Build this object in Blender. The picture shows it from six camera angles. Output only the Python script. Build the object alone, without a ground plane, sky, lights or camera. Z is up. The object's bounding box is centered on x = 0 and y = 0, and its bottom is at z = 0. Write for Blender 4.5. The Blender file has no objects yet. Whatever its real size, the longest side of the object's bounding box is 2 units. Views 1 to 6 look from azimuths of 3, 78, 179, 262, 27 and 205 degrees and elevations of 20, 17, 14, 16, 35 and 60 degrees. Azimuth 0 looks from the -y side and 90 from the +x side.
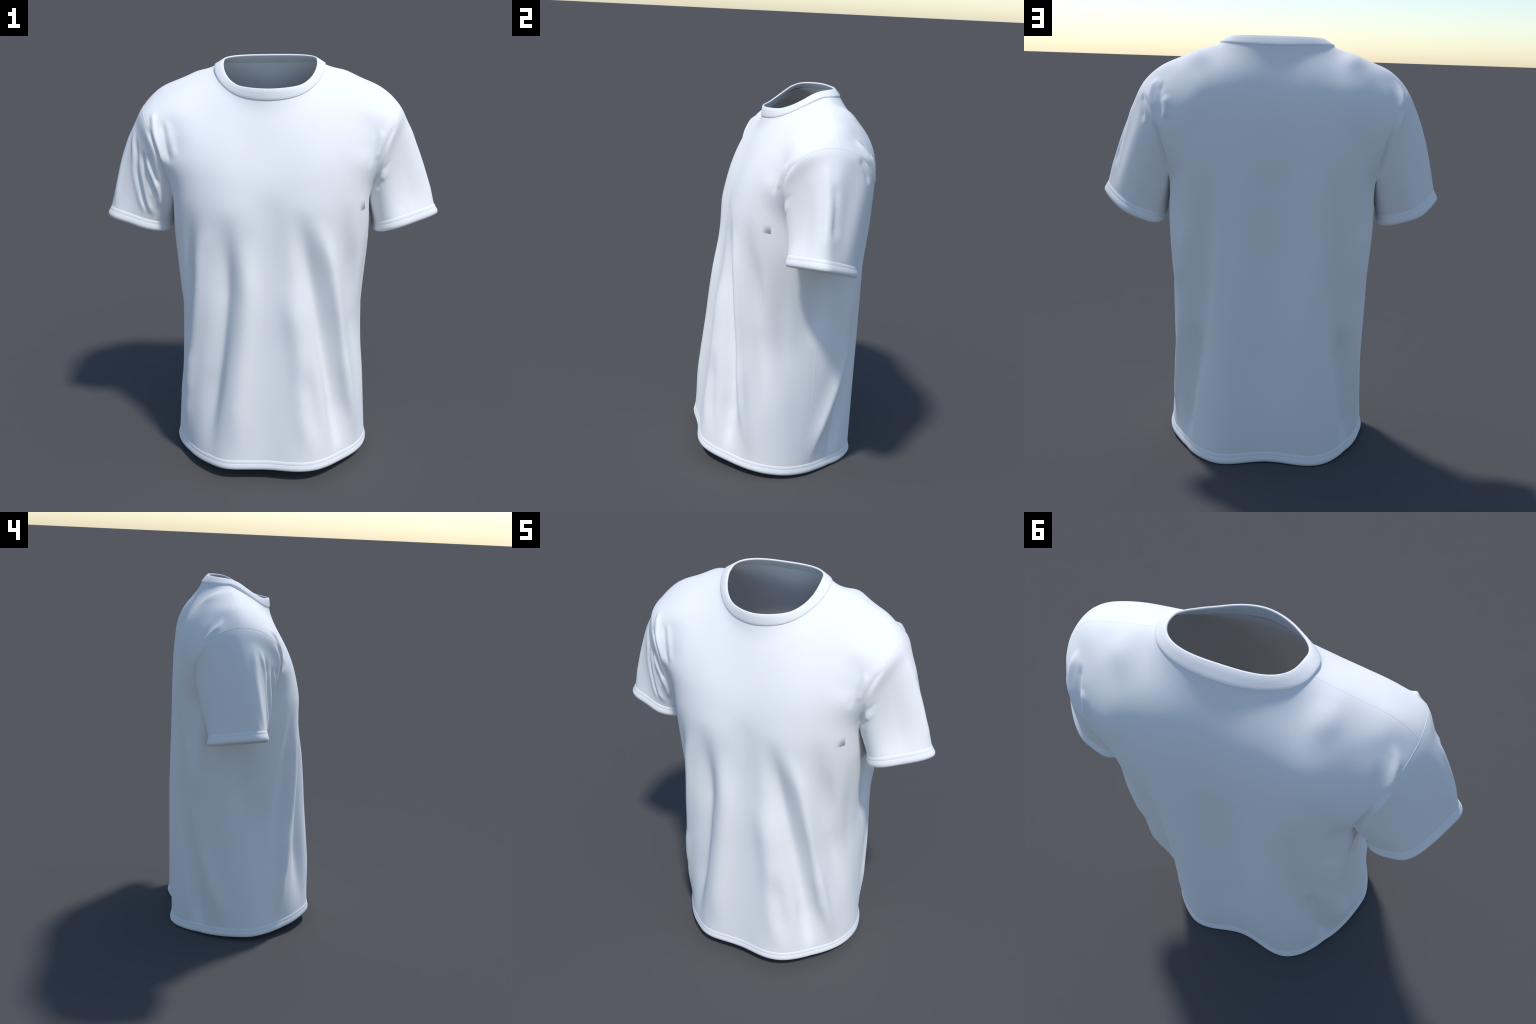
"""White short-sleeved crew-neck t-shirt, standing as if worn by an invisible body.
Cage of profiles (hem, chest, armholes, shoulder seam, neckline, cuffs) -> subdivision ->
cloth folds as displacement -> split into panels, sleeves, collar, hems and seams."""
import bpy, math, random
import numpy as np

random.seed(7)
np.random.seed(7)

# ------------------------------------------------------------------ helpers
def spline(pts, t, closed=False):
    """Centripetal-ish cubic (natural / periodic Catmull-Rom) through pts, t in 0..1 by arc length."""
    P = np.asarray(pts, float)
    if closed:
        P = np.vstack([P, P[:1]])
    seg = np.linalg.norm(np.diff(P, axis=0), axis=1)
    s = np.concatenate([[0], np.cumsum(seg)])
    s /= s[-1]
    n = len(P)
    T = np.zeros_like(P)
    for i in range(n):
        if closed and i in (0, n - 1):
            a, b = P[n - 2], P[1]
            T[i] = (b - a) / (s[1] + 1 - s[n - 2])
        elif i == 0:
            T[i] = (P[1] - P[0]) / (s[1] - s[0])
        elif i == n - 1:
            T[i] = (P[i] - P[i - 1]) / (s[i] - s[i - 1])
        else:
            d0 = (P[i] - P[i - 1]) / (s[i] - s[i - 1])
            d1 = (P[i + 1] - P[i]) / (s[i + 1] - s[i])
            h0, h1 = s[i] - s[i - 1], s[i + 1] - s[i]
            T[i] = (d0 * h1 + d1 * h0) / (h0 + h1)
    t = np.clip(np.asarray(t, float), 0, 1)
    k = np.clip(np.searchsorted(s, t, side="right") - 1, 0, n - 2)
    h = s[k + 1] - s[k]
    f = ((t - s[k]) / h)[..., None]
    h = h[..., None]
    return ((2 * f**3 - 3 * f**2 + 1) * P[k] + (f**3 - 2 * f**2 + f) * h * T[k]
            + (-2 * f**3 + 3 * f**2) * P[k + 1] + (f**3 - f**2) * h * T[k + 1])


def table(x, rows):
    """Smooth 1-D lookup through (x, value) pairs."""
    r = np.asarray(rows, float)
    o = np.argsort(r[:, 0])
    r = r[o]
    X, Y = r[:, 0], r[:, 1]
    n = len(X)
    d = np.diff(Y) / np.diff(X)
    m = np.zeros(n)
    m[0], m[-1] = d[0], d[-1]
    for i in range(1, n - 1):
        m[i] = 0 if d[i - 1] * d[i] <= 0 else 2 * d[i - 1] * d[i] / (d[i - 1] + d[i])
    x = np.clip(np.asarray(x, float), X[0], X[-1])
    k = np.clip(np.searchsorted(X, x, side="right") - 1, 0, n - 2)
    h = X[k + 1] - X[k]
    f = (x - X[k]) / h
    return ((2 * f**3 - 3 * f**2 + 1) * Y[k] + (f**3 - 2 * f**2 + f) * h * m[k]
            + (-2 * f**3 + 3 * f**2) * Y[k + 1] + (f**3 - f**2) * h * m[k + 1])


def unit(v):
    return v / np.maximum(np.linalg.norm(v, axis=-1, keepdims=True), 1e-9)


def smooth01(x, a, b):
    f = np.clip((x - a) / (b - a), 0, 1)
    return f * f * (3 - 2 * f)


MIRROR = np.array([-1.0, 1.0, 1.0])

# ------------------------------------------------------------------ measured profiles
# neckline: plan curve (two half super-ellipses) and height as a function of y
def neck_curve(theta, cx, y0, a, bf, pf, bb, pb, ztab):
    c, s = np.cos(theta), np.sin(theta)          # s > 0 : back
    b = np.where(s < 0, bf, bb)
    p = np.where(s < 0, pf, pb)
    r = (np.abs(c / a) ** p + np.abs(s / b) ** p) ** (-1 / p)
    x, y = r * c, y0 + r * s
    return np.stack([x + cx, y, table(y, ztab)], -1)


RIM = dict(cx=-.002, y0=.09, a=.220, bf=.199, pf=1.8, bb=.139, pb=3.0,
           ztab=[(-.109, 1.887), (-.06, 1.893), (-.01, 1.914), (.04, 1.944), (.09, 1.975),
                 (.14, 1.992), (.2, 1.998), (.228, 2.0)])
SEAM = dict(cx=-.004, y0=.11, a=.262, bf=.224, pf=1.8, bb=.155, pb=2.4,
            ztab=[(-.114, 1.837), (-.1, 1.840), (-.075, 1.849), (-.035, 1.870), (.01, 1.899),
                  (.055, 1.928), (.1, 1.955), (.14, 1.967), (.2, 1.967), (.245, 1.963), (.265, 1.959)])

# right armhole (x > 0); mirrored for the left one
ARM_FRONT = [(.473, -.038, 1.363), (.483, -.06, 1.414), (.498, -.086, 1.470), (.514, -.110, 1.540),
             (.532, -.116, 1.605), (.562, -.095, 1.676), (.586, -.057, 1.722), (.606, 0, 1.760),
             (.614, .063, 1.774), (.613, .126, 1.773)]
ARM_BACK = [(.475, .285, 1.375), (.484, .306, 1.41), (.502, .326, 1.488), (.522, .334, 1.559), (.549, .318, 1.638),
            (.574, .286, 1.697), (.593, .238, 1.735), (.606, .190, 1.758), (.613, .126, 1.773)]
ARM_UNDER = [(.473, -.038, 1.363), (.469, .02, 1.343), (.467, .12, 1.33), (.469, .22, 1.343), (.475, .285, 1.375)]
SHOULDER = [(.613, .126, 1.773), (.587, .126, 1.812), (.555, .127, 1.842), (.519, .128, 1.863), (.476, .130, 1.880),
            (.425, .135, 1.899), (.36, .140, 1.926), (.258, .140, 1.967)]

# vertical profiles (front / back centre and beside the neck)
FRONT_MID = [(0, -.272, 1.37), (0, -.243, 1.49), (0, -.198, 1.62), (0, -.148, 1.74), (0, -.114, 1.837)]
FRONT_SIDE = [(.300, -.285, 1.37), (.295, -.252, 1.50), (.287, -.182, 1.65), (.279, -.080, 1.80), (.272, .037, 1.909),
              (.258, .140, 1.967)]
BACK_MID = [(0, .382, 1.37), (0, .388, 1.5), (0, .376, 1.66), (0, .345, 1.78), (0, .316, 1.84), (0, .284, 1.893), (0, .268, 1.93), (0, .265, 1.959)]
BACK_SIDE = [(.300, .418, 1.37), (.302, .415, 1.5), (.298, .392, 1.65), (.288, .338, 1.79), (.272, .238, 1.91),
             (.258, .140, 1.967)]

# hem outline in plan (counter-clockwise from the right side)
HEM = [(.482, -.02), (.468, .08), (.414, .196), (.352, .305), (.300, .363), (.215, .412), (.14, .410), (.04, .383),
       (-.036, .378), (-.125, .400), (-.2, .412), (-.25, .405), (-.3, .376), (-.368, .30), (-.43, .2), (-.477, .08),
       (-.497, -.02), (-.484, -.10), (-.447, -.165), (-.385, -.268), (-.283, -.364), (-.2, -.402), (-.124, -.399),
       (-.035, -.393), (.054, -.406), (.14, -.416), (.21, -.400), (.293, -.343), (.387, -.245), (.463, -.125)]
HEM_Z = [(-.43, .062), (-.2, .038), (0, .02), (.2, .008), (.43, .0)]
HEM_H = .048                                     # height of the hem band
# outline at waist height
WAIST = [(.450, .02), (.458, .10), (.456, .2), (.415, .295), (.325, .352), (.245, .405), (.17, .428), (.09, .408), (0, .383),
         (-.09, .408), (-.17, .430), (-.245, .407), (-.325, .353), (-.42, .295), (-.464, .2), (-.468, .10), (-.456, .02),
         (-.444, -.06), (-.422, -.14), (-.375, -.225), (-.29, -.30), (-.2, -.343), (-.1, -.342), (0, -.335), (.1, -.342),
         (.19, -.335), (.28, -.285), (.36, -.225), (.422, -.14), (.448, -.06)]
WAIST_Z = .72

CENTRE = np.array([0, .05])


def polar_table(points):
    p = np.asarray(points) - CENTRE
    th = np.arctan2(p[:, 1], p[:, 0])
    o = np.argsort(th)
    th, r = th[o], np.hypot(p[:, 0], p[:, 1])[o]
    th = np.concatenate([th[-3:] - 2 * np.pi, th, th[:3] + 2 * np.pi])
    r = np.concatenate([r[-3:], r, r[:3]])
    return np.stack([th, r], -1)


dense = spline(np.array(HEM), np.linspace(0, 1, 400, endpoint=False), closed=True)
dense += unit(dense - CENTRE) * .0035
HEM_POLAR = polar_table(dense)
WAIST_POLAR = polar_table(spline(np.array(WAIST), np.linspace(0, 1, 400, endpoint=False), closed=True))


def hem_r(th):
    return np.interp(th, HEM_POLAR[:, 0], HEM_POLAR[:, 1])


def waist_r(th):
    return np.interp(th, WAIST_POLAR[:, 0], WAIST_POLAR[:, 1])


def chest_r(th, a=.486, bf=.352, bb=.387, pf=2.6, pb=3.3):
    c, s = np.abs(np.cos(th)), np.sin(th)
    b, p = np.where(s < 0, bf, bb), np.where(s < 0, pf, pb)
    r = ((c / a) ** p + (np.abs(s) / b) ** p) ** (-1 / p)
    d = (th - np.pi / 2 + np.pi) % (2 * np.pi) - np.pi          # angle from the spine
    e = (th + np.pi / 2 + np.pi) % (2 * np.pi) - np.pi          # angle from the breastbone
    return r - .055 * np.exp(-(d / .42) ** 2) - .028 * np.exp(-(e / .28) ** 2)


def hem_z(y):
    return table(y, HEM_Z)


# cuffs: centre, half extents, plane slopes
CUFF = {1: dict(cx=.650, cy=.072, rx=.148, ry=.158, ty=.045, z=1.246, sy=-.19, sh=.05, mb=.024), -1: dict(cx=.649, cy=.105, rx=.146, ry=.150, ty=.03, z=1.248, sy=-.08, sh=.025, mb=.003)}


def cuff_ring(phi, side):
    """phi = 0 lateral, pi/2 back, pi medial, -pi/2 front; returned for x > 0."""
    c = CUFF[side]
    lat, rear = np.cos(phi) > 0, np.sin(phi) > 0
    p = np.where(lat, 1.38, np.where(rear, 4.0, 2.0))            # pointed outside, square inside
    r = (np.abs(np.cos(phi)) ** p + np.abs(np.sin(phi)) ** p) ** (-1 / p)
    x = c["cx"] + c["rx"] * r * np.cos(phi)
    y = c["cy"] + c["ry"] * r * np.sin(phi)
    x = x - c["sh"] * np.clip(-np.sin(phi), 0, 1) ** 2
    y = y + (c["ty"] - c["cy"]) * np.clip(np.cos(phi), 0, 1) ** 2
    y = y + c["mb"] * np.exp(-((phi - 2.25) / .5) ** 2)
    z = c["z"] + .30 * (x - .65) + c["sy"] * (y - .09)       # top line of the cuff band
    return np.stack([x, y, z], -1)


CUFF_DOWN = unit(np.array([.28, -.03, -1.0]))
CUFF_H = .048

# ------------------------------------------------------------------ cage
NF, K, NU, ML, MS = 16, 9, 5, 15, 7
verts, faces, tags = [], [], []


def add(p):
    verts.append(np.asarray(p, float))
    return len(verts) - 1


def panel(front):
    """(K+1) x (NF+1) grid of one upper panel, column 0 at x<0."""
    arm = ARM_FRONT if front else ARM_BACK
    mid, sid = (FRONT_MID, FRONT_SIDE) if front else (BACK_MID, BACK_SIDE)
    v = np.linspace(0, 1, K + 1)
    cols = {0: spline(np.array(arm) * MIRROR, v), 4: spline(np.array(sid) * MIRROR + [-.004, 0, 0], v), 8: spline(mid, v),
            12: spline(np.array(sid) + [-.004, 0, 0], v), 16: spline(arm, v)}
    keys = sorted(cols)
    G = np.zeros((K + 1, NF + 1, 3))
    for j in range(K + 1):
        ctrl = np.array([cols[k][j] for k in keys])
        # natural tensor interpolation on the column index (uniform cubic)
        for d in range(3):
            G[j, :, d] = cubic_uniform(np.array(keys, float), ctrl[:, d], np.arange(NF + 1))
    # top row: shoulder seam, neckline, shoulder seam
    th_r = 0.12                                   # where the shoulder seam meets the neckline
    top = np.zeros((NF + 1, 3))
    sh = spline(SHOULDER, np.linspace(0, 1, 5))
    if front:
        th = np.linspace(np.pi - th_r, 2 * np.pi + th_r, 9)
    else:
        th = np.linspace(np.pi - th_r, th_r, 9)
    neck = neck_curve(th, **SEAM)
    sh[-1] = neck[-1]
    top[12:] = sh[::-1]
    shl = sh * MIRROR
    lift = np.array([.6, 1, .6, .1, 0]) * .009       # the left shoulder sits a little higher
    shl[:, 2] += lift
    shl[:, 0] -= lift * .4
    shl[-1] = neck[0]
    top[:5] = shl
    top[4:13] = neck
    # bottom row
    x0 = np.array([G[0, i] for i in range(NF + 1)])
    th0 = np.arctan2(x0[:, 1] - CENTRE[1], x0[:, 0])
    bot = x0.copy()
    r0 = chest_r(th0)
    rr = np.hypot(x0[:, 0], x0[:, 1] - CENTRE[1])
    w = np.ones(NF + 1)
    w[[0, NF]] = 0
    rad = rr + (r0 - rr) * w
    bot[:, 0] = CENTRE[0] + rad * np.cos(th0)
    bot[:, 1] = CENTRE[1] + rad * np.sin(th0)
    for j in range(K + 1):
        t = v[j]
        G[j] += (1 - t) ** 2 * (bot - x0) + 0
    g_top = G[K].copy()
    for j in range(K + 1):
        G[j] += v[j] ** 2 * (top - g_top)
    if front:                                     # hollow below the collarbone
        for j in range(1, K):
            for i, a in ((12, .010), (13, .019), (14, .005)):
                d = a * math.exp(-((j - 6.1) / 1.7) ** 2)
                G[j, i] += [0, .7 * d, -.7 * d]
                G[j, NF - i] += [0, .78 * d, -.78 * d]
    return G


def cubic_uniform(X, Y, x):
    n = len(X)
    h = np.diff(X)
    A = np.zeros((n, n))
    b = np.zeros(n)
    A[0, 0] = A[-1, -1] = 1
    for i in range(1, n - 1):
        A[i, i - 1], A[i, i], A[i, i + 1] = h[i - 1], 2 * (h[i - 1] + h[i]), h[i]
        b[i] = 6 * ((Y[i + 1] - Y[i]) / h[i] - (Y[i] - Y[i - 1]) / h[i - 1])
    M = np.linalg.solve(A, b)
    k = np.clip(np.searchsorted(X, x, side="right") - 1, 0, n - 2)
    t = x - X[k]
    hk = h[k]
    return (Y[k] + t * ((Y[k + 1] - Y[k]) / hk - hk * (2 * M[k] + M[k + 1]) / 6) + t**2 * M[k] / 2
            + t**3 * (M[k + 1] - M[k]) / (6 * hk))


def build_cage():
    GF, GB = panel(True), panel(False)
    idF = np.zeros((K + 1, NF + 1), int)
    idB = np.zeros((K + 1, NF + 1), int)
    for j in range(K + 1):
        for i in range(NF + 1):
            idF[j, i] = add(GF[j, i])
    shared = lambda i: i <= 4 or i >= 12
    for j in range(K + 1):
        for i in range(NF + 1):
            if j == K and shared(i):
                idB[j, i] = idF[j, i]
            else:
                idB[j, i] = add(GB[j, i])
    for j in range(K):
        for i in range(NF):
            faces.append((idF[j, i], idF[j, i + 1], idF[j + 1, i + 1], idF[j + 1, i])); tags.append("front")
            faces.append((idB[j, i + 1], idB[j, i], idB[j + 1, i], idB[j + 1, i + 1])); tags.append("back")
    # underarm points
    tu = np.linspace(0, 1, NU + 2)[1:-1]
    under = spline(ARM_UNDER, tu)
    uR = [add(p) for p in under]                       # front -> back
    uL = [add(p * MIRROR) for p in under]
    # lower rings: front left->right, right underarm, back right->left, left underarm back->front
    ring0 = list(idF[0]) + uR + list(idB[0][::-1]) + uL[::-1]
    kind = ["front"] * NF + ["front"] * 3 + ["back"] * 3 + ["back"] * NF + ["back"] * 3 + ["front"] * 3
    P0 = np.array([verts[k] for k in ring0])
    th = np.unwrap(np.arctan2(P0[:, 1] - CENTRE[1], P0[:, 0]))
    n = len(ring0)
    # at the hem spread the columns evenly (keeps the side seam in place)
    prev = ring0
    lower = [ring0]
    for m in range(1, ML + 1):
        t = m / ML
        zc = P0[:, 2] * (1 - t) + t * (HEM_H + .02)
        rc, rh = chest_r(th), hem_r((th + np.pi) % (2 * np.pi) - np.pi)
        rr = np.hypot(P0[:, 0], P0[:, 1] - CENTRE[1])
        start = np.exp(-((m) / 1.6) ** 2)
        rw = waist_r((th + np.pi) % (2 * np.pi) - np.pi)
        rc = rc * (1 - start) + rr * start
        # quadratic through chest, waist and hem
        a, b, c = 1.33, WAIST_Z, .06
        zz = np.clip(zc, c, a)
        up = smooth01(zz, b, a) * .5 + .5 * (zz - b).clip(0) / (a - b)
        dn = (b - zz).clip(0) / (b - c)
        r = rw + (rc - rw) * up + (rh - rw) * dn
        x = r * np.cos(th)
        y = CENTRE[1] + r * np.sin(th)
        z = P0[:, 2] * (1 - t) + t * (HEM_H + hem_z(y))
        row = [add((x[i], y[i], z[i])) for i in range(n)]
        for i in range(n):
            k = (i + 1) % n
            faces.append((row[i], row[k], prev[k], prev[i])); tags.append(kind[i])
        prev = row
        lower.append(row)
    # soften the change of slope across the chest and shoulder blades
    for grid, first in ((idF, 0), (idB[:, ::-1], NF + 1 + NU)):
        for i in range(2, NF - 1):
            col = [grid[j, i] for j in range(5, 0, -1)] + [lower[m][first + i] for m in range(0, 6)]
            for _ in range(3):
                C = np.array([verts[k] for k in col])
                for q in range(1, len(col) - 1):
                    w = .5 * math.exp(-((q - 5) / 2.6) ** 2)
                    verts[col[q]] = C[q] * (1 - w) + w * (C[q - 1] + C[q + 1]) / 2
    # even out the panels (Taubin smoothing of the interior, outline kept)
    for grid in (idF, idB):
        for it in range(24):
            lam = .5 if it % 2 == 0 else -.505
            G = np.array([[verts[k] for k in r] for r in grid])
            L = np.zeros_like(G)
            L[1:-1, 1:-1] = (G[:-2, 1:-1] + G[2:, 1:-1] + G[1:-1, :-2] + G[1:-1, 2:]) / 4 - G[1:-1, 1:-1]
            for j in range(1, K):
                for i in range(1, NF):
                    verts[grid[j, i]] = G[j, i] + lam * L[j, i]
    # sleeves
    for side, sgn in (("sleeve_r", 1), ("sleeve_l", -1)):
        col = NF if sgn > 0 else 0
        f = [idF[j, col] for j in range(K + 1)]
        b = [idB[j, col] for j in range(K - 1, -1, -1)]
        u = (uR if sgn > 0 else uL)[::-1]
        loop = f + b + u                               # front bottom -> top -> back bottom -> underarm
        A = np.array([verts[k] for k in loop]) * [sgn, 1, 1]
        m = len(loop)
        seg = np.linalg.norm(np.roll(A, -1, 0) - A, axis=1)
        s = np.concatenate([[0], np.cumsum(seg)[:-1]]) / seg.sum()
        phi = (s - s[K]) * 2 * np.pi                   # 0 at the shoulder, + towards the back
        C = cuff_ring(phi, sgn)
        prev = loop
        top_w = np.clip(np.cos(phi), 0, 1)
        for q in range(1, MS + 1):
            t = q / MS
            B = A * (1 - t) + C * t
            bulge = 4 * t * (1 - t) * (1 - .45 * t)
            flat = np.sin(np.pi * t) ** .8 * (.018 if sgn > 0 else .004) * np.exp(-((phi - .40) / .32) ** 2)
            flat_f = np.sin(np.pi * t) ** .8 * (.028 if sgn > 0 else .014) * np.exp(-((phi + .75) / .5) ** 2)
            B[:, 0] -= flat_f * .7
            B[:, 1] += flat_f * .7
            B[:, 0] -= flat * .7
            B[:, 1] -= flat * .7
            B[:, 0] += bulge * (.021 if sgn > 0 else .027) * top_w**2
            B[:, 2] += bulge * .016 * top_w**2
            B[:, 1] += np.sin(np.pi * t**1.3) ** .7 * (.032 if sgn > 0 else .012) * np.exp(-((phi + 1.2) / .55) ** 2)
            row = [add(B[i] * [sgn, 1, 1]) for i in range(m)]
            for i in range(m):
                k = (i + 1) % m
                q4 = (prev[i], prev[k], row[k], row[i])
                faces.append(q4 if sgn < 0 else q4[::-1]); tags.append(side)
            prev = row
        CUFF[sgn]["n"] = m


build_cage()
LEVELS = 4


def subdivide(V, F, levels):
    me = bpy.data.meshes.new("cage")
    me.from_pydata([tuple(v) for v in V], [], F)
    ob = bpy.data.objects.new("cage", me)
    bpy.context.scene.collection.objects.link(ob)
    mod = ob.modifiers.new("s", "SUBSURF")
    mod.levels = mod.render_levels = levels
    mod.use_limit_surface = False
    dg = bpy.context.evaluated_depsgraph_get()
    ev = ob.evaluated_get(dg).to_mesh()
    co = np.zeros(len(ev.vertices) * 3)
    ev.vertices.foreach_get("co", co)
    loops = np.zeros(len(ev.loops), int)
    ev.loops.foreach_get("vertex_index", loops)
    out = co.reshape(-1, 3), loops.reshape(-1, 4)
    bpy.data.objects.remove(ob)
    bpy.data.meshes.remove(me)
    return out


cage = np.array(verts)
goal = cage.copy()
for _ in range(2):                                     # make the smooth surface pass through the profile points
    sub, _q = subdivide(cage, faces, 2)
    cage += .7 * (goal - sub[: len(goal)])
P, Q = subdivide(cage, faces, 2)                       # coarse stage: broad body shape
TAG = np.repeat(np.array(tags), len(Q) // len(tags))


def vertex_normals(P, Q):
    n = np.cross(P[Q[:, 2]] - P[Q[:, 0]], P[Q[:, 3]] - P[Q[:, 1]])
    N = np.zeros_like(P)
    for k in range(4):
        np.add.at(N, Q[:, k], n)
    return unit(N)


N = vertex_normals(P, Q)

# ------------------------------------------------------------------ cloth folds
def tag_vertices():
    out = np.empty(len(P), dtype="<U10")
    for t in ("sleeve_l", "sleeve_r", "back", "front"):
        out[Q[TAG == t].ravel()] = t
    return out


vert_tag = tag_vertices()


def relax(weight, rounds):
    """Taubin smoothing of the coarse cloth; weight 0..1 per vertex."""
    global P
    e = np.unique(np.sort(np.vstack([Q[:, [0, 1]], Q[:, [1, 2]], Q[:, [2, 3]], Q[:, [3, 0]]]), axis=1), axis=0)
    deg = np.bincount(e.ravel(), minlength=len(P))[:, None]
    for k in range(2 * rounds):
        S = np.zeros_like(P)
        np.add.at(S, e[:, 0], P[e[:, 1]])
        np.add.at(S, e[:, 1], P[e[:, 0]])
        P = P + (S / deg - P) * (weight * (.6 if k % 2 == 0 else -.56))[:, None]


def fold(track, width, height, tags=None, taper=.12, both=True):
    """Raise (or sink) the cloth along a 3-D track; gaussian across, tapered at the ends."""
    global P
    T = spline(track, np.linspace(0, 1, 40))
    reach = width * 3
    lo, hi = T.min(0) - reach - .04, T.max(0) + reach + .04
    m = np.all((P > lo) & (P < hi), axis=1)
    if tags:
        m &= np.isin(vert_tag, tags)
    idx = np.where(m)[0]
    if not len(idx):
        return
    best = np.full(len(idx), 1e9)
    at = np.zeros(len(idx))
    p, n = P[idx], N[idx]
    for k in range(len(T) - 1):
        a, ab = T[k], T[k + 1] - T[k]
        d = p - a
        f = np.clip(d @ ab / (ab @ ab), 0, 1)
        d = d - f[:, None] * ab
        dn = np.sum(d * n, 1)
        d2 = np.sum(d * d, 1) - .8 * dn**2
        b = d2 < best
        best[b] = d2[b]
        at[b] = ((k + f) / (len(T) - 1))[b]
    g = np.exp(-best / (width * width))
    e = smooth01(at, 0, taper) * (smooth01(1 - at, 0, taper) if both else 1)
    P[idx] += n * (height * g * e)[:, None]


def mirror(track):
    return [(-x, y, z) for x, y, z in track]


BODY = ("front", "back")
for sgn in (1, -1):                                # hollow in front of the shoulder slope, fuller behind it
    fold([(sgn * .47, -.06, 1.77), (sgn * .46, -.12, 1.67), (sgn * .44, -.17, 1.55)], .065, -.016, BODY, .35)
    fold([(sgn * .26, .19, 1.945), (sgn * .36, .22, 1.885), (sgn * .46, .265, 1.78)], .085, .013, BODY, .45)
    fold([(sgn * .30, .25, 1.89), (sgn * .325, .33, 1.79), (sgn * .35, .37, 1.68), (sgn * .36, .40, 1.55)], .085, .017, BODY, .45)
# long hanging folds of the trunk
fold([(-.27, -.285, 1.30), (-.33, -.25, 1.17), (-.345, -.243, .94), (-.385, -.22, .57), (-.428, -.19, .2), (-.44, -.18, .06)], .040, .017, BODY, .2)
fold([(.21, -.29, 1.34), (.275, -.278, 1.14), (.318, -.265, .89), (.352, -.25, .63), (.388, -.225, .37), (.42, -.2, .15), (.43, -.2, .05)], .034, .022, BODY, .2)
fold([(-.225, -.3, 1.40), (-.235, -.31, .95), (-.28, -.30, .6), (-.335, -.285, .25), (-.355, -.285, .03)], .055, -.034, BODY, .35)
fold([(-.185, -.3, 1.38), (-.205, -.32, .95), (-.25, -.33, .6), (-.29, -.33, .32), (-.31, -.34, .04)], .045, -.034, BODY, .33)
fold([(.12, -.3, 1.42), (.205, -.3, .98), (.26, -.29, .7), (.310, -.285, .4), (.34, -.285, .03)], .048, -.053, BODY, .33)
fold([(-.11, -.3, 1.25), (-.105, -.323, .97), (-.12, -.347, .73), (-.16, -.379, .39), (-.19, -.39, .1)], .042, .019, BODY, .25)
fold([(.08, -.33, 1.05), (.115, -.34, .85), (.14, -.36, .65), (.17, -.39, .4), (.19, -.4, .1)], .045, .017, BODY, .25)
fold([(-.36, -.22, 1.42), (-.39, -.19, 1.0), (-.405, -.17, .75), (-.425, -.13, .55), (-.445, -.10, .3)], .042, -.027, BODY, .4)
fold([(-.45, -.07, .9), (-.45, -.05, .6), (-.46, -.03, .3)], .05, -.010, BODY, .3)
fold([(.33, -.25, 1.45), (.38, -.2, .98), (.415, -.16, .72), (.445, -.10, .3)], .047, -.032, BODY, .4)
fold([(.43, -.10, 1.25), (.44, -.06, .8), (.45, -.03, .4)], .055, -.015, BODY, .45)
fold([(.16, -.35, .65), (.20, -.37, .35), (.22, -.37, .15)], .034, -.019, BODY, .4)
fold([(-.385, -.215, .65), (-.415, -.2, .35)], .03, .009, BODY, .35)
# back: spine hollow, side ridges with valleys inside them
fold([(0, .40, 1.3), (0, .40, .9), (0, .39, .5), (0, .39, .25)], .08, -.012, BODY, .3)
for sgn in (1, -1):
    fold([(sgn * .485, .28, 1.3), (sgn * .475, .315, 1.1), (sgn * .45, .32, .85), (sgn * .44, .30, .63), (sgn * .445, .24, .42), (sgn * .46, .17, .2), (sgn * .468, .13, .05)],
         .045, .018, BODY, .2)
    fold([(sgn * .47, .27, 1.32), (sgn * .465, .30, 1.1), (sgn * .45, .31, .8)], .045, .012, BODY, .3)
    fold([(sgn * .285, .42, 1.5), (sgn * .295, .41, 1.2), (sgn * .325, .385, .85), (sgn * .355, .34, .5), (sgn * .378, .285, .15)], .047, -.034, BODY, .3)
    fold([(sgn * .415, .36, 1.2), (sgn * .405, .35, .85)], .03, .014, BODY, .35)
    fold([(sgn * .31, .22, 1.905), (sgn * .37, .22, 1.87)], .055, .024, BODY, .45)
    fold([(sgn * .45, .19, 1.875), (sgn * .55, .19, 1.815)], .045, .010, BODY, .4)
    fold([(sgn * .355, .35, .7), (sgn * .38, .305, .38), (sgn * .40, .26, .02)], .036, -.040, BODY, .25)
    fold([(sgn * .47, .09 + .02 * sgn, 1.2), (sgn * .465, .09 + .02 * sgn, .72)], .055, -.020, BODY, .4)
# settle the broad shapes so that only soft transitions remain, then refine the mesh
border = np.zeros(len(P), bool)
_e = np.sort(np.vstack([Q[:, [0, 1]], Q[:, [1, 2]], Q[:, [2, 3]], Q[:, [3, 0]]]), axis=1)
_u, _c = np.unique(_e, axis=0, return_counts=True)
border[_u[_c == 1].ravel()] = True
on_body = np.isin(vert_tag, BODY)
arm = np.zeros(len(P), bool)
arm[np.intersect1d(np.unique(Q[np.char.startswith(TAG, "sleeve")]), np.unique(Q[~np.char.startswith(TAG, "sleeve")]))] = True
near = np.array([min(np.abs(p - P[arm]).sum(1).min(), .2) for p in P]) / .12
far_edge = np.array([min(np.abs(p - P[border]).sum(1).min(), .2) for p in P]) / .10
w_up = on_body * np.clip(near, 0, 1) * np.clip(far_edge, 0, 1) * smooth01(P[:, 2], 1.38, 1.5)
relax(w_up, 14)
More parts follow.
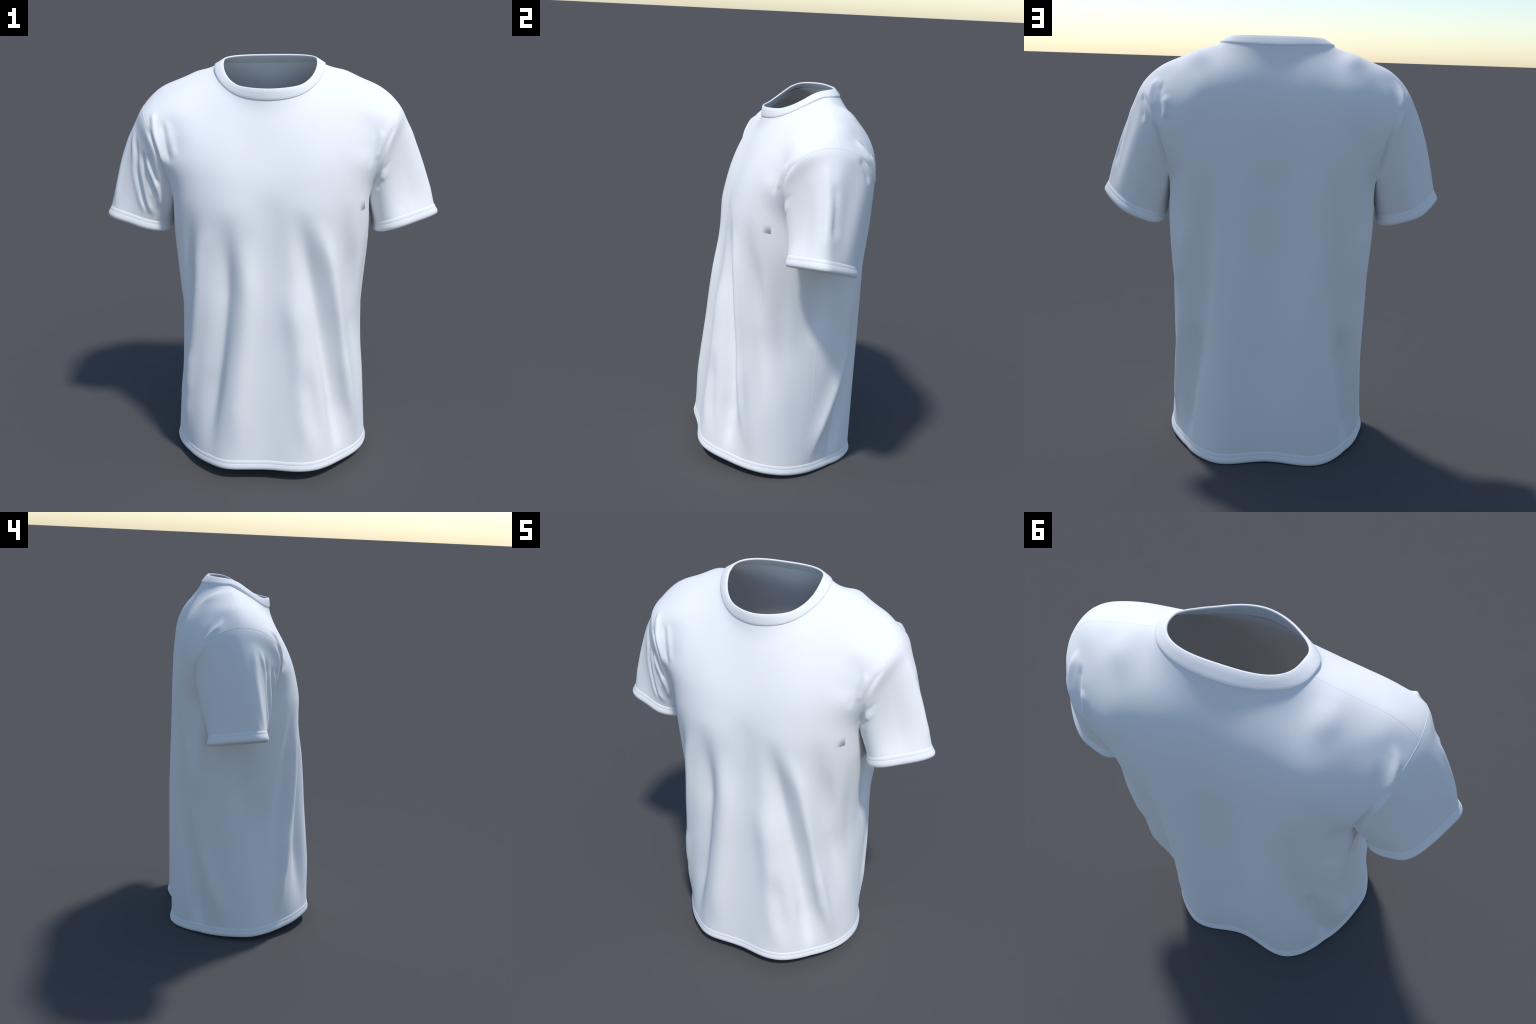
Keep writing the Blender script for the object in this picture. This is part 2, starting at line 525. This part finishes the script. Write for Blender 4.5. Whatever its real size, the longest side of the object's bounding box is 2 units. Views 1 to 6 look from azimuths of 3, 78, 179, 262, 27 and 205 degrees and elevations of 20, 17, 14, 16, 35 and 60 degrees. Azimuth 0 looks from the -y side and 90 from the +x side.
w_lo = on_body * np.clip(near, 0, 1) * np.clip(far_edge, 0, 1) * (P[:, 2] < 1.5)
relax(w_lo, 3)
P, Q = subdivide(P, [tuple(int(i) for i in q) for q in Q], LEVELS - 2)
TAG = np.repeat(TAG, len(Q) // len(TAG))
vert_tag = tag_vertices()
N = vertex_normals(P, Q)

# crisp crests along the main ridges
fold([(-.335, -.245, 1.05), (-.36, -.235, .85), (-.395, -.213, .55), (-.43, -.187, .2), (-.437, -.18, .04)], .026, .007, BODY, .3)
fold([(.275, -.278, 1.14), (.318, -.265, .89), (.352, -.25, .63), (.388, -.225, .37), (.42, -.2, .12)], .018, .006, BODY, .3)
fold([(.345, -.252, .68), (.392, -.222, .25)], .026, .009, BODY, .4)
fold([(.39, -.2, 1.25), (.41, -.17, .8)], .035, -.009, BODY, .45)
fold([(.31, -.30, .45), (.335, -.29, .1)], .035, -.010, BODY, .4)
fold([(.43, .33, .85), (.43, .30, .63), (.44, .24, .42), (.455, .17, .2), (.46, .13, .05)], .022, .007, BODY, .3)
# creases where the sleeves are set in
for sgn in (1, -1):
    side = ("sleeve_r",) if sgn > 0 else ("sleeve_l",)
    lower_front = [(sgn * x, y, z) for x, y, z in ARM_FRONT[:7]]
    lower_back = [(sgn * x, y, z) for x, y, z in ARM_BACK[:7]]
    fold(lower_front, .012, -.007, None, .2)
    fold(lower_back, .012, -.009, None, .2)
    fold(lower_back[:5], .010, -.013, None, .3)
# left sleeve, front: hanging drapes
SL = ("sleeve_l",)
fold([(-.652, .03, 1.70), (-.672, -.03, 1.557), (-.674, -.047, 1.469), (-.655, -.06, 1.379), (-.610, -.048, 1.262)], .015, .008, SL, .2)
fold([(-.645, .0, 1.66), (-.655, -.045, 1.56), (-.655, -.055, 1.47), (-.638, -.065, 1.39), (-.600, -.055, 1.28)], .013, -.010, SL, .25)
fold([(-.641, -.053, 1.591), (-.638, -.064, 1.503), (-.622, -.071, 1.425), (-.600, -.065, 1.343), (-.572, -.042, 1.255)], .014, .009, SL, .2)
fold([(-.623, -.067, 1.600), (-.611, -.08, 1.507), (-.582, -.086, 1.435), (-.554, -.072, 1.36)], .015, -.011, SL, .25)
fold([(-.603, -.08, 1.570), (-.585, -.092, 1.51), (-.556, -.091, 1.449), (-.538, -.07, 1.381), (-.540, -.046, 1.290)], .013, .010, SL, .2)
fold([(-.585, -.09, 1.59), (-.565, -.098, 1.50), (-.535, -.084, 1.42)], .014, -.010, SL, .25)
fold([(-.645, .05, 1.72), (-.690, .041, 1.624), (-.721, .036, 1.539), (-.747, .017, 1.453), (-.768, -.003, 1.366), (-.775, -.02, 1.29)], .022, .008, SL, .25)
# left front of the trunk beside the armhole
fold([(-.548, -.03, 1.778), (-.545, -.085, 1.73), (-.535, -.112, 1.67), (-.518, -.124, 1.60), (-.500, -.119, 1.52)], .014, .011, BODY, .2)
fold([(-.505, -.085, 1.75), (-.493, -.124, 1.685), (-.485, -.141, 1.611), (-.472, -.148, 1.54)], .013, -.009, BODY, .25)
fold([(-.486, -.09, 1.75), (-.474, -.124, 1.694), (-.459, -.147, 1.635), (-.444, -.162, 1.57)], .018, .007, BODY, .25)
# right front of the trunk and right sleeve
SR = ("sleeve_r",)
fold([(.500, -.10, 1.72), (.486, -.125, 1.67), (.474, -.146, 1.585), (.465, -.15, 1.51)], .013, -.006, BODY, .25)
fold([(.520, -.10, 1.70), (.508, -.125, 1.63), (.492, -.13, 1.55)], .013, .006, BODY, .25)
fold([(.610, -.094, 1.552), (.554, -.111, 1.523), (.510, -.1, 1.488)], .013, -.0045, SR, .35)
fold([(.580, -.10, 1.50), (.545, -.105, 1.475), (.51, -.09, 1.44)], .014, .003, SR, .35)
fold([(.530, -.1, 1.468), (.498, -.07, 1.40)], .012, -.005, SR, .3)
fold([(.640, .064, 1.733), (.687, .058, 1.635), (.722, .055, 1.546), (.751, .047, 1.457), (.790, .03, 1.30)], .022, .006, SR, .2)
fold([(.684, .09, 1.647), (.713, .1, 1.576), (.743, .1, 1.487), (.772, .09, 1.37)], .026, -.008, SR, .25)
fold([(.635, -.06, 1.59), (.648, -.073, 1.496), (.668, -.078, 1.39), (.68, -.08, 1.28)], .018, .006, SR, .25)
# back of the shoulders: the trunk cloth rolls over the armhole seam
fold([(.535, .21, 1.80), (.550, .255, 1.765), (.558, .288, 1.72), (.549, .312, 1.677), (.536, .33, 1.622), (.515, .338, 1.56)], .015, .013, None, .2)
fold([(.505, .25, 1.79), (.513, .30, 1.735), (.508, .328, 1.675), (.503, .342, 1.61)], .015, -.011, BODY, .25)
fold([(.492, .315, 1.735), (.482, .335, 1.68), (.484, .347, 1.62)], .020, .008, BODY, .3)
fold([(.600, .22, 1.735), (.603, .255, 1.69), (.585, .287, 1.60)], .016, -.009, SR, .3)
fold([(-.530, .19, 1.82), (-.566, .215, 1.785), (-.576, .255, 1.74), (-.574, .285, 1.69), (-.560, .312, 1.64), (-.535, .33, 1.56)], .016, .012, None, .3)
fold([(-.500, .24, 1.80), (-.530, .275, 1.74), (-.535, .31, 1.67), (-.525, .335, 1.58)], .022, -.006, BODY, .4)
N = vertex_normals(P, Q)
# ------------------------------------------------------------------ objects
scene = bpy.context.scene


def cloth_material(name, colour):
    """White jersey: slight tone mottling, knit weave and fuzz as bump, one small dark grey patch near the right armpit."""
    m = bpy.data.materials.new(name)
    m.use_nodes = True
    nt = m.node_tree
    N_, L_ = nt.nodes, nt.links
    b = N_["Principled BSDF"]
    b.inputs["Roughness"].default_value = .95
    b.inputs["Specular IOR Level"].default_value = .15
    tc = N_.new("ShaderNodeTexCoord")
    # faint broad mottling
    n1 = N_.new("ShaderNodeTexNoise"); n1.inputs["Scale"].default_value = 3.0; n1.inputs["Detail"].default_value = 3
    L_.new(tc.outputs["Object"], n1.inputs["Vector"])
    r1 = N_.new("ShaderNodeValToRGB")
    r1.color_ramp.elements[0].position, r1.color_ramp.elements[1].position = .3, .7
    r1.color_ramp.elements[0].color = (colour[0] * .985, colour[1] * .988, colour[2] * .99, 1)
    r1.color_ramp.elements[1].color = (*colour, 1)
    L_.new(n1.outputs["Fac"], r1.inputs["Fac"])
    # fine thread grain
    n2 = N_.new("ShaderNodeTexNoise"); n2.inputs["Scale"].default_value = 260; n2.inputs["Detail"].default_value = 2
    mp = N_.new("ShaderNodeMapping"); mp.inputs["Scale"].default_value = (1, 1, .35)
    L_.new(tc.outputs["Object"], mp.inputs["Vector"])
    L_.new(mp.outputs["Vector"], n2.inputs["Vector"])
    mx = N_.new("ShaderNodeMix"); mx.data_type = "RGBA"; mx.blend_type = "MULTIPLY"
    mx.inputs["Factor"].default_value = .06
    L_.new(r1.outputs["Color"], mx.inputs["A"]); L_.new(n2.outputs["Fac"], mx.inputs["B"])
    # dark patch: small and upright, darker towards its lower inner corner
    sp = N_.new("ShaderNodeSeparateXYZ"); L_.new(tc.outputs["Object"], sp.inputs[0])

    def ramp(out, lo, hi):
        k = N_.new("ShaderNodeMapRange"); k.interpolation_type = "SMOOTHSTEP"
        k.inputs["From Min"].default_value, k.inputs["From Max"].default_value = lo, hi
        L_.new(out, k.inputs["Value"])
        return k.outputs["Result"]

    def mul(a, c):
        k = N_.new("ShaderNodeMath"); k.operation = "MULTIPLY"
        L_.new(a, k.inputs[0])
        if isinstance(c, float):
            k.inputs[1].default_value = c
        else:
            L_.new(c, k.inputs[1])
        return k.outputs[0]

    X, Y, Z = sp.outputs[0], sp.outputs[1], sp.outputs[2]
    mask = mul(mul(ramp(Y, -.182, -.150), ramp(Y, -.1375, -.1405)), mul(ramp(Z, 1.3275, 1.3295), ramp(Z, 1.380, 1.332)))
    mask = mul(mul(mask, ramp(X, .3, .34)), .80)
    m2 = N_.new("ShaderNodeMix"); m2.data_type = "RGBA"
    L_.new(mask, m2.inputs["Factor"]); L_.new(mx.outputs["Result"], m2.inputs["A"])
    m2.inputs["B"].default_value = (.16, .20, .22, 1)
    L_.new(m2.outputs["Result"], b.inputs["Base Color"])
    # knit relief
    bp = N_.new("ShaderNodeBump"); bp.inputs["Strength"].default_value = .12; bp.inputs["Distance"].default_value = .002
    L_.new(n2.outputs["Fac"], bp.inputs["Height"])
    L_.new(bp.outputs["Normal"], b.inputs["Normal"])
    return m


CLOTH = cloth_material("white_cotton", (.905, .905, .905))

root = bpy.data.objects.new("t_shirt", None)
scene.collection.objects.link(root)
root["label"] = "plain white short-sleeved crew-neck t-shirt worn by nobody"
root["category"] = "t-shirt"
THICK = .007


def mesh_object(name, V, F, parent, mat, normals=None):
    me = bpy.data.meshes.new(name)
    me.from_pydata([tuple(v) for v in V], [], [tuple(f) for f in F])
    me.materials.append(mat)
    me.polygons.foreach_set("use_smooth", np.ones(len(me.polygons), bool))
    if normals is not None:
        me.normals_split_custom_set_from_vertices([tuple(n) for n in normals])
    me.update()
    ob = bpy.data.objects.new(name, me)
    scene.collection.objects.link(ob)
    ob.parent = parent
    return ob


def shell(name, tag, parent, mat):
    q = Q[TAG == tag]
    used, inv = np.unique(q.ravel(), return_inverse=True)
    q = inv.reshape(-1, 4)
    n = len(used)
    V = np.vstack([P[used], P[used] - N[used] * THICK])
    F = np.vstack([q, q[:, ::-1] + n])
    return mesh_object(name, V, F, parent, mat, np.vstack([N[used], -N[used]]))


front = shell("front_panel", "front", root, CLOTH)
back = shell("back_panel", "back", root, CLOTH)
sleeve_r = shell("sleeve", "sleeve_r", root, CLOTH)
sleeve_l = shell("sleeve", "sleeve_l", root, CLOTH)


def loft(name, rings, parent, mat):
    """Closed ring of closed cross-sections: rings[i][k] -> torus-like mesh."""
    R = np.asarray(rings)
    n, m = R.shape[:2]
    idx = np.arange(n * m).reshape(n, m)
    F = []
    for i in range(n):
        a, b = idx[i], idx[(i + 1) % n]
        for k in range(m):
            F.append((a[k], a[(k + 1) % m], b[(k + 1) % m], b[k]))
    return mesh_object(name, R.reshape(-1, 3), F, parent, mat)


def boundary_loops():
    e = np.sort(np.vstack([Q[:, [0, 1]], Q[:, [1, 2]], Q[:, [2, 3]], Q[:, [3, 0]]]), axis=1)
    u, c = np.unique(e, axis=0, return_counts=True)
    nb = {}
    for a, b in u[c == 1]:
        nb.setdefault(a, []).append(b)
        nb.setdefault(b, []).append(a)
    loops, seen = [], set()
    for s in nb:
        if s in seen:
            continue
        L, prev, cur = [s], None, s
        seen.add(s)
        while True:
            nx = [k for k in nb[cur] if k != prev and k not in seen]
            if not nx:
                break
            prev, cur = cur, nx[0]
            seen.add(cur)
            L.append(cur)
        loops.append(np.array(L))
    return loops


LOOPS = boundary_loops()


def resample(L, n):
    """Closed polyline -> n evenly spaced points."""
    D = np.vstack([L, L[:1]])
    s = np.concatenate([[0], np.cumsum(np.linalg.norm(np.diff(D, axis=0), axis=1))])
    t = np.linspace(0, s[-1], n, endpoint=False)
    return np.stack([np.interp(t, s, D[:, k]) for k in range(D.shape[1])], -1)


# rolled band profile: (outward, down) in metres, closed
BAND = [(-.004, -.006), (-.0008, -.004), (.0010, -.0015), (.0024, .003), (.0036, .008), (.0044, .0125), (.0041, .0138), (.0050, .0152),
        (.0062, .020), (.0080, .026), (.0090, .032), (.0088, .0375), (.0072, .043), (.0038, .0475),
        (-.0005, .0495), (-.005, .049), (-.0095, .0455), (-.012, .038), (-.013, .020), (-.012, -.006)]


def band(name, L, down, parent, n):
    pts = resample(np.hstack([P[L], N[L]]), n)
    C, O = pts[:, :3], pts[:, 3:]
    d = np.broadcast_to(down, C.shape)
    O = unit(O - d * np.sum(O * d, -1, keepdims=True))
    rings = [[C[i] + O[i] * a + d[i] * b for a, b in BAND] for i in range(n)]
    area = np.cross(C, np.roll(C, -1, 0)).sum(0)
    if np.dot(area, -d[0]) > 0:
        rings = rings[::-1]
    return loft(name, rings, parent, CLOTH)


for L in LOOPS:
    c = P[L].mean(0)
    if c[2] < .3:
        band("bottom_hem", L, np.array([0, 0, -1.0]), root, 420)
    elif abs(c[0]) > .4:
        s = 1 if c[0] > 0 else -1
        band("cuff", L, CUFF_DOWN * [s, 1, 1], sleeve_r if s > 0 else sleeve_l, 200)

# seams: fine raised cords where panels are sewn together
def nearest(points):
    out = []
    for p in points:
        k = np.argmin(((P - p) ** 2).sum(1))
        out.append(k)
    return out


def shared_line(a, b):
    va, vb = np.unique(Q[np.isin(TAG, a)]), np.unique(Q[np.isin(TAG, b)])
    return np.intersect1d(va, vb)


def chain(ids):
    """Order vertices of a line by walking mesh edges."""
    ids = set(int(i) for i in ids)
    e = np.vstack([Q[:, [0, 1]], Q[:, [1, 2]], Q[:, [2, 3]], Q[:, [3, 0]]])
    arr = np.fromiter(ids, int)
    e = e[np.isin(e[:, 0], arr) & np.isin(e[:, 1], arr)]
    nb = {}
    for a, b in e:
        nb.setdefault(int(a), set()).add(int(b))
        nb.setdefault(int(b), set()).add(int(a))
    left, lines = set(nb), []
    while left:
        ends = [k for k in left if len(nb[k] & left) == 1]
        cur = min(ends) if ends else min(left)
        L = [cur]
        left.discard(cur)
        while True:
            nx = [k for k in nb[cur] if k in left]
            if not nx:
                break
            cur = min(nx)
            left.discard(cur)
            L.append(cur)
        lines.append(L)
    return lines


def cord(name, ids, parent, radius, sink, closed=False):
    C = P[ids] - N[ids] * sink
    k = np.arange(len(C))
    T = unit(np.roll(C, -1, 0) - np.roll(C, 1, 0)) if closed else unit(np.gradient(C, axis=0))
    O = unit(N[ids] - T * np.sum(N[ids] * T, -1, keepdims=True))
    B = np.cross(T, O)
    ang = np.linspace(0, 2 * np.pi, 8, endpoint=False)
    rings = np.stack([C + radius * (O * math.cos(a) + 1.3 * B * math.sin(a)) for a in ang], 1)
    n, m = rings.shape[:2]
    idx = k[:, None] * m + np.arange(m)[None]
    F = []
    for i in range(n if closed else n - 1):
        a, b = idx[i], idx[(i + 1) % n]
        for q in range(m):
            F.append((a[q], a[(q + 1) % m], b[(q + 1) % m], b[q]))
    return mesh_object(name, rings.reshape(-1, 3), F, parent, CLOTH)


for tag, own in (("sleeve_r", sleeve_r), ("sleeve_l", sleeve_l)):
    for L in chain(shared_line((tag,), BODY)):
        if len(L) > 20:
            cord("armhole_seam", L, own, .0022, .0014, closed=True)
for L in chain(shared_line(("front",), ("back",))):
    if len(L) > 20:
        high = P[L][:, 2].mean() > 1.5
        cord("shoulder_seam" if high else "side_seam", L, back, .0022, .0016)

# collar
nth = 260
th = np.linspace(0, 2 * np.pi, nth, endpoint=False)
S, R = neck_curve(th, **SEAM), neck_curve(th, **RIM)
tang = unit(np.roll(S, -1, 0) - np.roll(S, 1, 0))
upv = unit(R - S)
out = unit(np.cross(tang, upv))
width = np.linalg.norm(R - S, axis=1)[:, None]
COLLAR = [(-.004, -.04), (.0005, -.03), (.0032, -.015), (.0044, .03), (.0052, .25), (.0055, .6), (.0045, .92), (.0030, .985), (0, 1.0),
          (-.0030, .985), (-.0045, .92), (-.0055, .6), (-.007, .0), (-.007, -.03)]
rings = [[S[i] + out[i] * a + upv[i] * width[i] * b for a, b in COLLAR] for i in range(nth)]
collar = loft("collar", rings, root, CLOTH)
